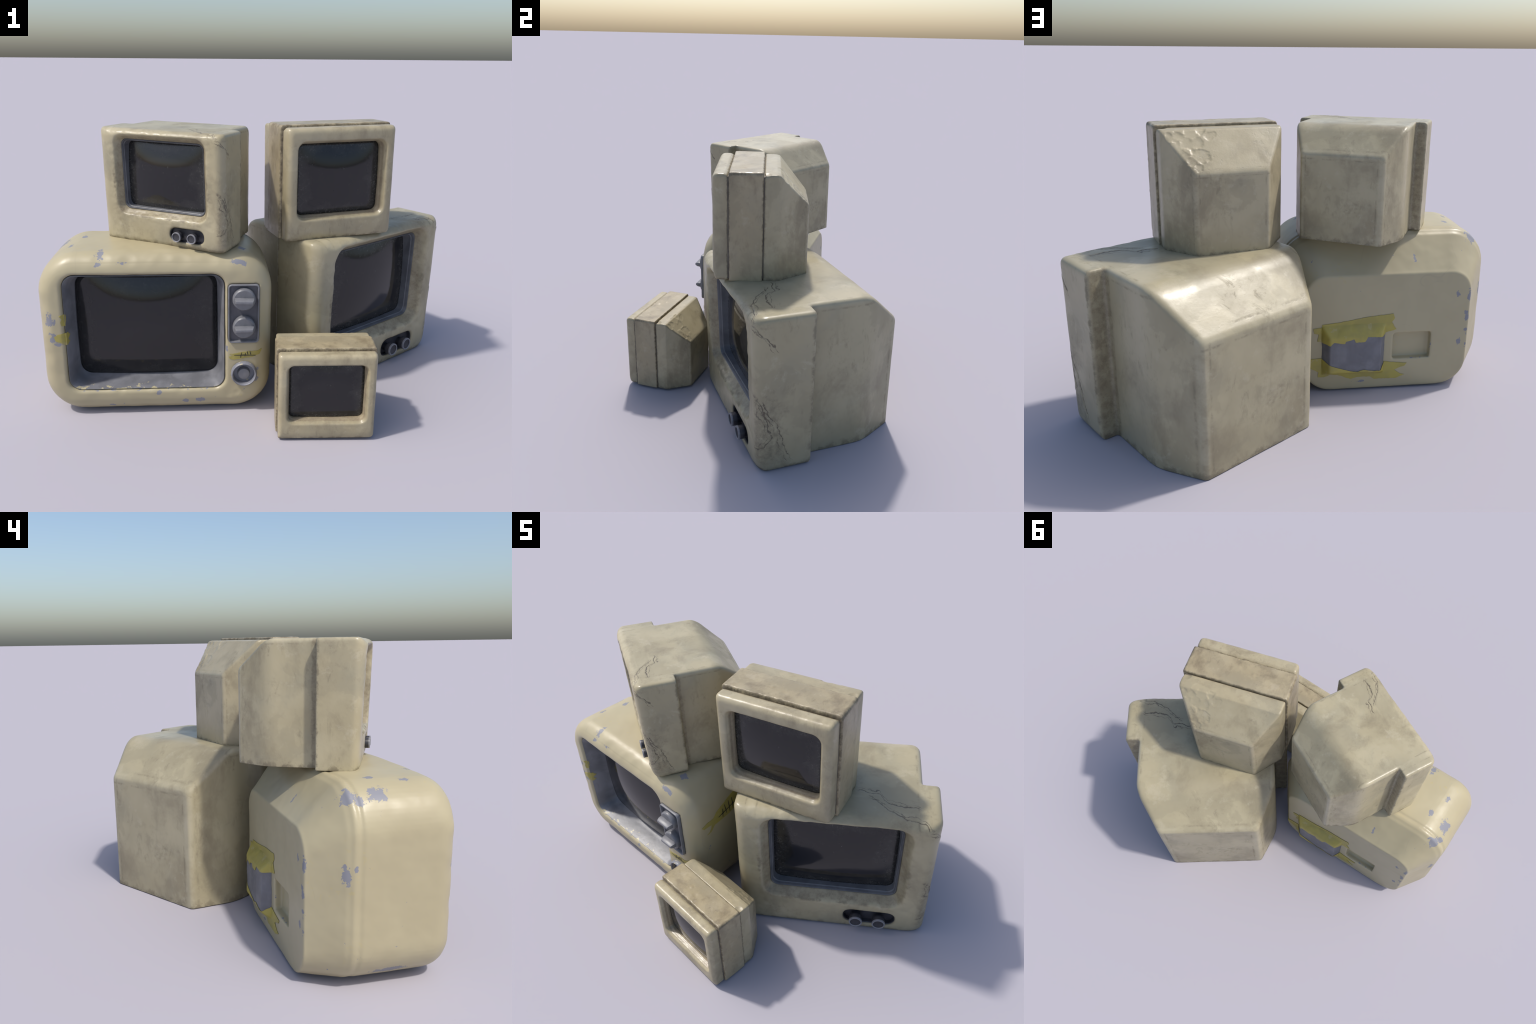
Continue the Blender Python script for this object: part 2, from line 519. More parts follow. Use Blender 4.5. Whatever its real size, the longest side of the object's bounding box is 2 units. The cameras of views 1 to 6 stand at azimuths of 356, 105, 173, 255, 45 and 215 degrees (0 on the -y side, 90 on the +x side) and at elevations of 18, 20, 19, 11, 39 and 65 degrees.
def chipped_paint(name):
    """smooth cream paint of the big set, flaked away to blue-grey plastic here and there"""
    N = Nodes(name)
    base = N.mix(N.step(N.noise(2.2, 4, 0.55), 0.38, 0.62), (0.395, 0.342, 0.215), (0.43, 0.377, 0.238))
    speck = N.mul(N.step(N.noise(46, 4, 0.6), 0.58, 0.66), N.step(N.noise(3.4, 3, 0.5, N.coords(shift=(2, 5, 1))), 0.52, 0.66))
    c = N.mix(N.mul(speck, 0.35), base, (0.47, 0.38, 0.16))
    # long faint scratches
    scr = N.mul(N.step(N.edges(1.7, N.warped(1.3, 0.5)), 0.0, 0.004, 1.0, 0.0), N.step(N.noise(4, 2, 0.5, N.coords(shift=(9, 9, 9))), 0.5, 0.58))
    c = N.mix(N.mul(scr, 0.16), c, (0.25, 0.22, 0.17))
    spots = [  # places where the paint has come off
        ((-0.49, 0.03, 0.475), (0.024, 0.05, 0.045)), ((-0.485, 0.03, 0.39), (0.02, 0.05, 0.035)), ((-0.465, 0.02, 0.36), (0.02, 0.05, 0.015)),
        ((-0.26, 0.04, 0.775), (0.018, 0.05, 0.03)), ((-0.268, 0.0, 0.735), (0.018, 0.03, 0.012)),
        ((-0.16, 0.0, 0.738), (0.04, 0.03, 0.007)), ((0.34, 0.0, 0.742), (0.03, 0.04, 0.012)), ((0.37, 0.01, 0.735), (0.018, 0.03, 0.014)),
        ((0.172, 0.01, 0.064), (0.025, 0.04, 0.013)), ((0.10, 0.01, 0.060), (0.014, 0.04, 0.010)), ((-0.02, 0.02, 0.105), (0.012, 0.04, 0.012)),
        ((-0.24, 0.01, 0.04), (0.02, 0.05, 0.006)), ((0.435, 0.0, 0.22), (0.012, 0.03, 0.016)), ((0.43, 0.0, 0.17), (0.012, 0.03, 0.012)),
        ((0.292, 0.0, 0.33), (0.009, 0.03, 0.014)),
        ((-0.535, 0.45, 0.487), (0.03, 0.012, 0.016)), ((-0.535, 0.443, 0.455), (0.03, 0.017, 0.036)), ((-0.535, 0.412, 0.483), (0.03, 0.010, 0.016)),
        ((-0.535, 0.505, 0.37), (0.04, 0.018, 0.014)), ((-0.47, 0.31, 0.735), (0.04, 0.045, 0.03)), ((-0.46, 0.425, 0.735), (0.035, 0.035, 0.035)),
        ((-0.49, 0.385, 0.72), (0.03, 0.022, 0.02)), ((-0.37, 0.30, 0.777), (0.014, 0.026, 0.02)), ((-0.41, 0.17, 0.777), (0.014, 0.02, 0.02)),
        ((-0.265, 0.05, 0.775), (0.02, 0.02, 0.02)), ((-0.45, 0.43, 0.70), (0.02, 0.02, 0.02)),
        ((-0.365, 0.57, 0.49), (0.011, 0.03, 0.017)), ((-0.425, 0.57, 0.48), (0.012, 0.03, 0.03)), ((-0.415, 0.57, 0.39), (0.010, 0.03, 0.012)),
        ((-0.42, 0.57, 0.36), (0.010, 0.03, 0.02)), ((-0.42, 0.57, 0.298), (0.012, 0.03, 0.009)), ((-0.386, 0.57, 0.234), (0.012, 0.03, 0.016)),
        ((0.096, 0.57, 0.042), (0.02, 0.05, 0.007)), ((-0.152, 0.52, 0.666), (0.008, 0.03, 0.016)),
        ((-0.3, 0.5, 0.04), (0.03, 0.06, 0.02)), ((-0.5, 0.25, 0.06), (0.05, 0.08, 0.014)), ((0.36, 0.12, 0.77), (0.02, 0.02, 0.02)),
    ]
    m = N.blob(*spots[0])
    for ctr, r in spots[1:]:
        m = N.max(m, N.blob(ctr, r, after=m))
    ragged = N.noise(44, 6, 0.7, warp=0.3)
    m = N.add(N.sub(m, 0.08), N.mul(N.sub(ragged, 0.5), 3.2))
    # flakes along the lips: screen opening, back window, rear crease
    lip = N.mul(N.step(N.abs(N.sub(N.z, 0.124)), 0.0, 0.018, 1.0, 0.0), N.mul(N.step(N.abs(N.add(N.x, 0.08)), 0.28, 0.34, 1.0, 0.0), N.step(N.y, 0.02, 0.05, 1.0, 0.0)))
    win = N.mul(N.step(N.y, 0.55, 0.565), N.step(N.max(N.math("DIVIDE", N.abs(N.add(N.x, 0.149)), 0.095), N.math("DIVIDE", N.abs(N.sub(N.z, 0.224)), 0.069)), 1.0, 1.10, 1.0, 0.0))
    rim = N.mul(N.step(N.y, 0.55, 0.57), N.step(N.abs(N.add(N.x, 0.425)), 0.0, 0.02, 1.0, 0.0))
    stray = N.step(N.noise(19, 3, 0.5, N.coords(shift=(5, 1, 2))), 0.748, 0.76)
    gather = N.max(N.max(lip, win), rim)
    m = N.max(m, N.sub(N.add(N.mul(N.noise(30, 4, 0.6, N.coords(shift=(3, 3, 3))), 1.0), N.mul(gather, 0.14)), 0.72))
    mask = N.step(m, 0.0, 0.03)
    mask = N.max(mask, stray)
    c = N.mix(mask, c, (0.222, 0.224, 0.250))
    h = N.sub(N.add(N.mul(N.noise(70, 3, 0.6), 0.06), N.mul(N.noise(11, 3, 0.6), 0.3)), N.mul(mask, 0.5))
    N.bump(h, 0.25, 0.008)
    return N.finish(c, N.add(0.30, N.add(N.mul(N.noise(6, 4), 0.16), N.mul(mask, 0.15))), spec=0.5)


def grey_plastic(name, dark, light, rough=0.38, flakes=None, flakes_below=None):
    N = Nodes(name)
    c = N.mix(N.step(N.noise(9, 5, 0.6, warp=0.4), 0.35, 0.68), dark, light)
    streak = N.noise(16, 5, 0.65, N.coords(scale=(1.6, 1, 0.35)))
    c = N.mix(N.mul(N.step(streak, 0.55, 0.75), 0.35), c, tuple(v * 0.62 for v in dark))
    if flakes:  # leftover paint
        f = N.noise(27, 5, 0.65, N.coords(shift=(4, 4, 1)))
        if flakes_below is not None:
            f = N.add(N.sub(f, 0.12), N.step(N.z, flakes_below - 0.025, flakes_below, 0.20, 0.0))
        f = N.step(f, 0.615, 0.635)
        c = N.mix(f, c, flakes)
    N.bump(N.noise(45, 4, 0.6), 0.12, 0.006)
    return N.finish(c, N.add(rough, N.mul(N.noise(10, 4), 0.15)))


def dark_glass(name, cx, cz, hx, hz, dusty=1.0):
    """smoked tube glass with dust creeping in from the edge"""
    N = Nodes(name)
    e = N.max(N.math("DIVIDE", N.abs(N.sub(N.x, cx)), hx), N.math("DIVIDE", N.abs(N.sub(N.z, cz)), hz))
    e = N.add(e, N.mul(N.sub(N.noise(5.5, 5, 0.65), 0.5), 0.9))
    rim = N.step(e, 0.62, 1.0)
    speck = N.step(N.noise(48, 7, 0.8), 0.50, 0.66)
    dust = N.mul(rim, N.add(0.30, N.mul(speck, 0.65)))
    stray = N.mul(N.step(N.noise(42, 5, 0.7, N.coords(shift=(6, 0, 0))), 0.60, 0.70), N.step(N.noise(6, 3, 0.6), 0.50, 0.62))
    dust = N.mul(N.max(dust, N.mul(stray, 0.55)), dusty)
    pits = N.mul(N.step(N.noise(55, 4, 0.7, N.coords(shift=(2, 7, 1))), 0.62, 0.70), rim)
    c = N.mix(dust, (0.0125, 0.012, 0.0135), (0.075, 0.074, 0.066))
    c = N.mix(N.mul(pits, 0.7), c, (0.006, 0.006, 0.006))
    return N.finish(c, N.add(0.09, N.mul(dust, 0.45)), spec=0.5)


def yellow_tape(name):
    N = Nodes(name)
    c = N.mix(N.step(N.noise(9, 4, 0.6), 0.38, 0.62), (0.40, 0.335, 0.075), (0.34, 0.29, 0.08))
    c = N.mix(N.mul(N.step(N.noise(21, 5, 0.6, N.coords(shift=(1, 2, 3))), 0.60, 0.66), 0.5), c, (0.42, 0.36, 0.18))
    N.bump(N.noise(24, 4, 0.6), 0.25, 0.006)
    return N.finish(c, 0.42)


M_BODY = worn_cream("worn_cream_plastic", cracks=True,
                    worn=(((0, 0.30, 0.05), (1, 0.835, 0.05)), ((0, 0.417, 0.04), (2, 0.83, 0.05)), ((2, 0.64, 0.05), (1, 0.835, 0.05))),
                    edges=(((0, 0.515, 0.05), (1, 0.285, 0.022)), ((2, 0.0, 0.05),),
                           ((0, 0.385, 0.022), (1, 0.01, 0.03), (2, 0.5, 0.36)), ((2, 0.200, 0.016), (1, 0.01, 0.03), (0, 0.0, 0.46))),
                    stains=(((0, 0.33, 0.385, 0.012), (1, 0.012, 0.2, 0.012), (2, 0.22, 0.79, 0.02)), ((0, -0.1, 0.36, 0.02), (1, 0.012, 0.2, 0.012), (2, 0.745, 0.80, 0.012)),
                            ((0, -0.1, 0.36, 0.02), (1, 0.014, 0.2, 0.012), (2, 0.20, 0.25, 0.012)), ((0, 0.415, 0.494, 0.008), (1, 0.289, 0.33, 0.006))))  # last range browns the step face: its occlusion shadow baked into the colour
M_MON = worn_cream("aged_monitor_plastic", worn=(((0, 0.285, 0.04), (1, 0.775, 0.04)), ((2, 0.62, 0.04), (1, 0.775, 0.04))), place=(5, 3, 8), recess_tint=(0.235, 0.185, 0.135), tint=(1.0, 0.985, 0.98), edges=(((2, 0.0, 0.04),), ((1, 0.092, 0.014),), ((0, 0.478, 0.03), (1, 0.40, 0.03))),
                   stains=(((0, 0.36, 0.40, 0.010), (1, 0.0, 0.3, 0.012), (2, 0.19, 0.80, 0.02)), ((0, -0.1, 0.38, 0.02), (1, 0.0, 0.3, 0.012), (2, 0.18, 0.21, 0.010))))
M_BAND = worn_cream("dull_band_plastic", tint=(0.93, 0.89, 0.87), place=(2, 7, 4), brownness=0.8,
                    edges=(((1, 0.1065, 0.02),), ((1, 0.39, 0.02),), ((0, 0.5, 0.04), (2, 0.93, 0.04))))
M_BIG = chipped_paint("chipped_cream_paint")
M_BEZEL = grey_plastic("grey_bezel_plastic", (0.140, 0.141, 0.153), (0.205, 0.207, 0.222), 0.34, flakes=(0.42, 0.37, 0.23), flakes_below=0.150)
M_SLIM = grey_plastic("slate_bezel_plastic", (0.095, 0.098, 0.108), (0.14, 0.144, 0.156), 0.33)
M_PANEL = grey_plastic("dark_grey_plastic", (0.085, 0.085, 0.097), (0.12, 0.12, 0.135), 0.42)
M_KNOB = grey_plastic("grey_knob_plastic", (0.135, 0.137, 0.148), (0.19, 0.192, 0.205), 0.32)
M_RING = grey_plastic("painted_ring_plastic", (0.175, 0.18, 0.205), (0.24, 0.245, 0.275), 0.34, flakes=(0.46, 0.40, 0.25))
M_BLACK = grey_plastic("black_plastic", (0.028, 0.027, 0.032), (0.05, 0.05, 0.058), 0.36)
M_WORN = grey_plastic("worn_rim_plastic", (0.16, 0.16, 0.175), (0.26, 0.26, 0.28), 0.35)
M_GAP = grey_plastic("dark_brown_gap_plastic", (0.10, 0.083, 0.062), (0.17, 0.145, 0.11), 0.6)  # dark brown core seen in the shallow grooves between frame, band and rear housing
M_TAPE = yellow_tape("yellow_tape")
M_INK = grey_plastic("black_ink", (0.012, 0.012, 0.012), (0.02, 0.02, 0.02), 0.5)


def set_empty(name, label, category, loc, yaw, scale=1.0, tilt=(0.0, 0.0)):
    e = bpy.data.objects.new(name, None)
    col.objects.link(e)
    e.empty_display_size = 0.1
    e.location = loc
    m = Matrix.Rotation(math.radians(yaw), 3, "Z") @ Matrix.Rotation(math.radians(tilt[0]), 3, "X") @ Matrix.Rotation(math.radians(tilt[1]), 3, "Y")
    e.rotation_euler = m.to_euler()
    e.scale = (scale,) * 3
    e["label"], e["category"] = label, category
    return e


# ================================================================== the big rounded set
def big_set():
    root = set_empty("retro_television", "big rounded cream retro television with chipped paint and grey dials",
                     "television", (-0.4602, -0.4528, 0.0031), -0.3, tilt=(0.44, 0.31))
    H, F, YF = 0.776, 0.088, 0.003   # height, front edge rounding, depth of the front plane

    def outline(inset, hw=0.523, top=H, rb=0.172, rt=0.172, z0=0.0, cx=-0.0225):
        side = inset * 0.80                     # flanks are rounded less than roof and floor
        return rrect(cx - hw + side, cx + hw - inset, z0 + inset, top - inset,
                     [max(q - inset, 0.03) for q in (rb + 0.008, rb, rt + 0.006, rt + 0.008)], 14, 8)
    secs = []
    for k in range(0, 11):
        a = math.radians(9 * k)
        secs.append(at_y(outline(F * (1 - math.sin(a))), YF + F * (1 - math.cos(a))))
    for y in (0.16, 0.25, 0.33):
        s = (y - F) / (0.40 - F)
        secs.append(at_y(outline(0, 0.524 - 0.006 * s), y))
    # stepped moulding at the rear crease
    for y, hw, top in ((0.380, 0.518, 0.776), (0.390, 0.5135, 0.7715), (0.397, 0.5135, 0.7715), (0.405, 0.5155, 0.775), (0.418, 0.514, 0.773), (0.428, 0.507, 0.765), (0.442, 0.5005, 0.756)):
        secs.append(at_y(outline(0, hw, top), y))
    secs.append(at_y(outline(0, 0.4125, 0.612, 0.135, 0.10), 0.561))
    secs.append(at_y(outline(0, 0.4065, 0.6015, 0.13, 0.095), 0.571))
    body = loft(secs, "body")

    hole = lambda d, y: at_y(rrect(-0.43 - d, 0.285 + d, 0.123 - d, 0.684 + d, [0.056 + d] * 4, 10, 6), y)
    pocket = loft([hole(0.02, YF - 0.02), hole(0.012, YF), hole(0.004, YF + 0.008), hole(0, YF + 0.02), hole(0, 0.20)], "pocket")
    panel_pocket = loft([at_y(rrect(0.300, 0.4406, 0.358, 0.6415, [0.018] * 4, 6, 4), y) for y in (-0.03, YF + 0.018)], "panel_pocket")
    dial_pocket = lathe([(0.052, -0.03), (0.052, 0.04)], "dial_pocket", 32, (0.3725, 0.2015))
    window = loft([at_y(rrect(-0.244, -0.054, 0.1545, 0.293, [0.004] * 4, 3, 2), 0.60), at_y(rrect(-0.244, -0.054, 0.1545, 0.293, [0.004] * 4, 3, 2), 0.536)], "window")
    me = carve(body, cut=[pocket, panel_pocket, dial_pocket, window], voxel=0.0052)

    dents = [((-0.52, 0.0, 0.30), 0.05, 0.0033), ((-0.50, 0.0, 0.20), 0.06, 0.0022), ((0.30, -0.01, 0.09), 0.03, 0.0022), ((0.34, 0.0, 0.10), 0.02, 0.0017),
             ((-0.14, 0.015, 0.755), 0.05, 0.0039), ((-0.03, 0.01, 0.75), 0.035, -0.0022), ((0.10, 0.01, 0.755), 0.05, 0.0033), ((0.02, 0.03, 0.765), 0.04, 0.0022), ((0.22, 0.02, 0.755), 0.05, 0.0028), ((-0.25, 0.02, 0.757), 0.05, 0.0028), ((-0.535, 0.02, 0.45), 0.06, 0.0028), ((-0.53, 0.02, 0.6), 0.05, -0.0022), ((-0.2, 0.0, 0.118), 0.03, 0.0022), ((-0.05, 0.0, 0.116), 0.035, -0.0017), ((0.08, 0.0, 0.118), 0.03, 0.0022), ((-0.3, 0.0, 0.08), 0.07, 0.0017), ((0.35, 0.0, 0.70), 0.05, 0.0017)]
    dents = [(Vector(c), r, d) for c, r, d in dents]

    def extra(p, n):
        d = 0.0
        if n[2] > 0.6 and p[2] > 0.7:          # slightly crowned top
            d += 0.009 * max(0.0, 1 - ((p[0] + 0.02) / 0.45) ** 2) * max(0.0, 1 - ((p[1] - 0.22) / 0.21) ** 2)
        if p[1] < 0.12:
            v = Vector(p)
            for c, r, k in dents:
                q = (v - c).length / r
                if q < 1:
                    d -= k * (1 - q * q) ** 2
        return d
    weather(me, 2, 0.0018, 7, 0.8, 14, extra, 4.0)
    case = link("casing", me, root, M_BIG)

    # funnel-shaped grey surround, then the tube
    def ring(d, y, r=0.055):
        return at_y(rrect(-0.43 + d, 0.285 - d, 0.123 + d * 0.85, 0.684 - d * 0.85, [r] * 4, 10, 8), y)
    bez = loft([ring(0.0005, 0.175), ring(0.0005, YF + 0.014), ring(0.004, YF + 0.010), ring(0.012, YF + 0.027), ring(0.024, 0.085), ring(0.033, 0.125), ring(0.037, 0.130), ring(0.039, 0.175)],
               "screen_surround", closed=True)
    bez.polygons.foreach_set("use_smooth", [True] * len(bez.polygons))
    bez.set_sharp_from_angle(angle=math.radians(38))
    link("screen_surround", bez, root, M_BEZEL)
    scr = bulged_screen(-0.394, 0.249, 0.153, 0.654, 0.05, 0.127, 0.062, "screen")
    link("screen", scr, root, dark_glass("dusty_tube_glass", -0.072, 0.40, 0.32, 0.25, 0.35))

    # tuning panel with two turn knobs
    def prr(d, y, r=0.018):
        return at_y(rrect(0.300 + d, 0.4406 - d, 0.358 + d, 0.6415 - d, [max(r - d, 0.004)] * 4, 6, 4), y + YF * 0.8)
    frame = loft([prr(0, 0.017), prr(0, -0.006), prr(0.002, -0.010), prr(0.005, -0.010), prr(0.0075, -0.006), prr(0.010, 0.006), prr(0.012, 0.017)], "panel_frame", closed=True)
    frame.polygons.foreach_set("use_smooth", [True] * len(frame.polygons))
    panel = link("control_panel", loft([prr(0.008, 0.0165), prr(0.008, 0.006)], "panel_plate"), root, M_PANEL)
    link("panel_frame", frame, panel, M_BEZEL)
    disc = lathe([(0.0, 0.012), (0.051, 0.012), (0.052, -0.016), (0.050, -0.022), (0.045, -0.026), (0.0, -0.027)], "knob_disc", 56)
    bar = soften(loft([[(x * w, -0.024 - h, z * t) for x, z in ((-1, -1), (1, -1), (1, 1), (-1, 1))]
                       for w, t, h in ((0.045, 0.0125, 0.0), (0.043, 0.011, 0.02), (0.038, 0.006, 0.034))], "knob_bar"), 0.0016, 2)
    knob = join([disc, bar], "turn_knob")
    for k, (x, z, turn) in enumerate(((0.371, 0.5735, 2), (0.3715, 0.4385, -1))):
        o = link("turn_knob", knob, panel, M_KNOB)
        o.location = (x, YF * 0.8, z)
        o.rotation_euler = (0, math.radians(turn), 0)
    # dial: ring standing out, hollow, with a push button in it
    ringm = lathe([(0.0595, 0.01), (0.061, -0.010), (0.058, -0.019), (0.054, -0.022), (0.050, -0.018), (0.0485, 0.0), (0.0485, 0.034), (0.0, 0.036)], "dial_ring", 56, (0.3725, 0.2015))
    dial = link("tuning_dial", ringm, root, M_RING)
    dial.location = (0, YF * 0.8, 0)
    link("dial_plate", lathe([(0.0475, 0.033), (0.047, 0.018), (0.0, 0.0165)], "dial_plate", 48, (0.3725, 0.2015)), dial, M_PANEL)
    link("push_button", lathe([(0.030, 0.018), (0.0285, -0.004), (0.026, -0.009), (0.020, -0.011), (0.0, -0.0115)], "push_button", 40, (0.3725, 0.200)), dial, M_KNOB)

    # rear: raised grey cover held by torn yellow tape
    base = [(-0.010, 0.090), (0.302, 0.090), (0.302, 0.350), (-0.010, 0.350)]
    front = [(0.017, 0.113), (0.268, 0.113), (0.268, 0.300), (0.017, 0.306)]
    cover = loft([[(x, 0.560, z) for x, z in base], [(x, 0.573, z) for x, z in base], [(x, 0.612, z) for x, z in front]], "rear_cover")
    cover = weather(carve(cover, voxel=0.0045), 3, 0.0028, 16, 0.8, 16, None, 12.0)
    link("rear_cover", cover, root, grey_plastic("scuffed_cover_plastic", (0.140, 0.141, 0.158), (0.19, 0.191, 0.21), 0.40))
    bvh = bvh_of([me, cover, bez])
    back = lambda u, v: (u, 0.6, v)
    strip_top = [(0.302, 0.357), (0.227, 0.364), (0.063, 0.39), (-0.048, 0.399), (-0.055, 0.378), (-0.041, 0.356), (-0.066, 0.318), (-0.014, 0.304), (0.012, 0.298),
                 (0.084, 0.302), (0.098, 0.279), (0.144, 0.276), (0.152, 0.294), (0.192, 0.284), (0.197, 0.271), (0.25, 0.279), (0.265, 0.262), (0.325, 0.271),
                 (0.318, 0.307), (0.341, 0.314), (0.345, 0.338), (0.304, 0.341)]
    strip_low = [(0.405, 0.169), (0.359, 0.175), (0.303, 0.179), (0.262, 0.155), (0.223, 0.141), (0.166, 0.122), (0.132, 0.117), (0.10, 0.126), (0.068, 0.121), (0.047, 0.117),
                 (0.014, 0.117), (-0.011, 0.145), (-0.129, 0.13), (-0.118, 0.115), (-0.094, 0.109), (-0.066, 0.096), (-0.094, 0.075), (-0.120, 0.067), (-0.077, 0.05), (0.036, 0.052),
                 (0.055, 0.066), (0.118, 0.067), (0.156, 0.058), (0.219, 0.084), (0.255, 0.087), (0.288, 0.075), (0.319, 0.077), (0.317, 0.105), (0.358, 0.127), (0.405, 0.139)]
    for k, s in enumerate((strip_top, strip_low)):
        link("tape_strip", drape(s, back, (0, -1, 0), bvh, "tape_strip", 0.0055, lift=0.0030, thick=0.0016, rag=0.0012, seed=k), root, M_TAPE)
    # front: two scraps over the left lip and one labelled strip above the dial
    face = lambda u, v: (u, 0.0, v)
    scraps = [[(-0.449, 0.500), (-0.424, 0.502), (-0.423, 0.470), (-0.425, 0.448), (-0.440, 0.449), (-0.444, 0.470), (-0.438, 0.482)],
              [(-0.478, 0.398), (-0.462, 0.408), (-0.430, 0.414), (-0.420, 0.414), (-0.415, 0.396), (-0.421, 0.380), (-0.416, 0.366), (-0.423, 0.354), (-0.432, 0.352), (-0.446, 0.368), (-0.470, 0.376)]]
    for k, s in enumerate(scraps):
        link("tape_strip", drape(s, face, (0, 1, 0), bvh, "tape_strip", 0.007, rag=0.0012, seed=5 + k), root, M_TAPE)
    label = [(0.307, 0.276), (0.322, 0.271), (0.36, 0.276), (0.41, 0.283), (0.447, 0.298), (0.455, 0.322), (0.435, 0.314), (0.40, 0.313), (0.363, 0.308), (0.338, 0.303), (0.305, 0.299), (0.318, 0.289), (0.303, 0.287)]
    tape = link("tape_strip", drape(label, face, (0, 1, 0), bvh, "tape_strip", 0.008, rag=0.001, seed=9), root, M_TAPE)

    def strokes(lines, width, put, d, name):
        out = []
        for k, (a, b) in enumerate(lines):
            t = Vector((b[0] - a[0], b[1] - a[1]))
            nrm = Vector((-t.y, t.x)).normalized() * width / 2
            a, b = Vector(a), Vector(b)
            m = (a + b) / 2 + nrm * 0.4
            out.append(drape([tuple(a - nrm * 0.5), tuple(m - nrm), tuple(b - nrm * 0.4), tuple(b + nrm * 0.4), tuple(m + nrm), tuple(a + nrm * 0.5)],
                             put, d, bvh, name, 0.006, lift=0.0042, thick=0.0008, seed=k))
        return join(out, name)
    link("tally_mark", strokes([((0.327, 0.2945), (0.427, 0.292)), ((0.357, 0.281), (0.363, 0.309)), ((0.377, 0.287), (0.380, 0.305)), ((0.390, 0.297), (0.388, 0.314)), ((0.404, 0.296), (0.400, 0.313))],
                               0.0042, face, (0, 1, 0), "tally_mark"), tape, M_INK)
    # right flank: another marked strip, running back and up
    flank = lambda u, v: (0.50, u, v)
    side = [(0.085, 0.530), (0.098, 0.514), (0.128, 0.516), (0.148, 0.512), (0.142, 0.490), (0.128, 0.474), (0.112, 0.466), (0.140, 0.470), (0.168, 0.500), (0.215, 0.505), (0.275, 0.512), (0.335, 0.535), (0.355, 0.58),
            (0.335, 0.640), (0.290, 0.625), (0.229, 0.598), (0.185, 0.575), (0.163, 0.548), (0.120, 0.545)]
    tape = link("tape_strip", drape(side, flank, (-1, 0, 0), bvh, "tape_strip", 0.009, rag=0.001, seed=12), root, M_TAPE)
    link("tally_mark", strokes([((0.196, 0.533), (0.277, 0.556)), ((0.227, 0.571), (0.224, 0.517)), ((0.240, 0.592), (0.252, 0.525)), ((0.268, 0.600), (0.274, 0.522)), ((0.292, 0.605), (0.296, 0.53)), ((0.277, 0.556), (0.32, 0.568))],
                               0.0048, flank, (-1, 0, 0), "tally_mark"), tape, M_INK)
    return root


# ================================================================== the knobbed sets (two sizes)
LEAN = lambda z: 0.012 - 0.030 * z / 0.82       # the front leans out at the top


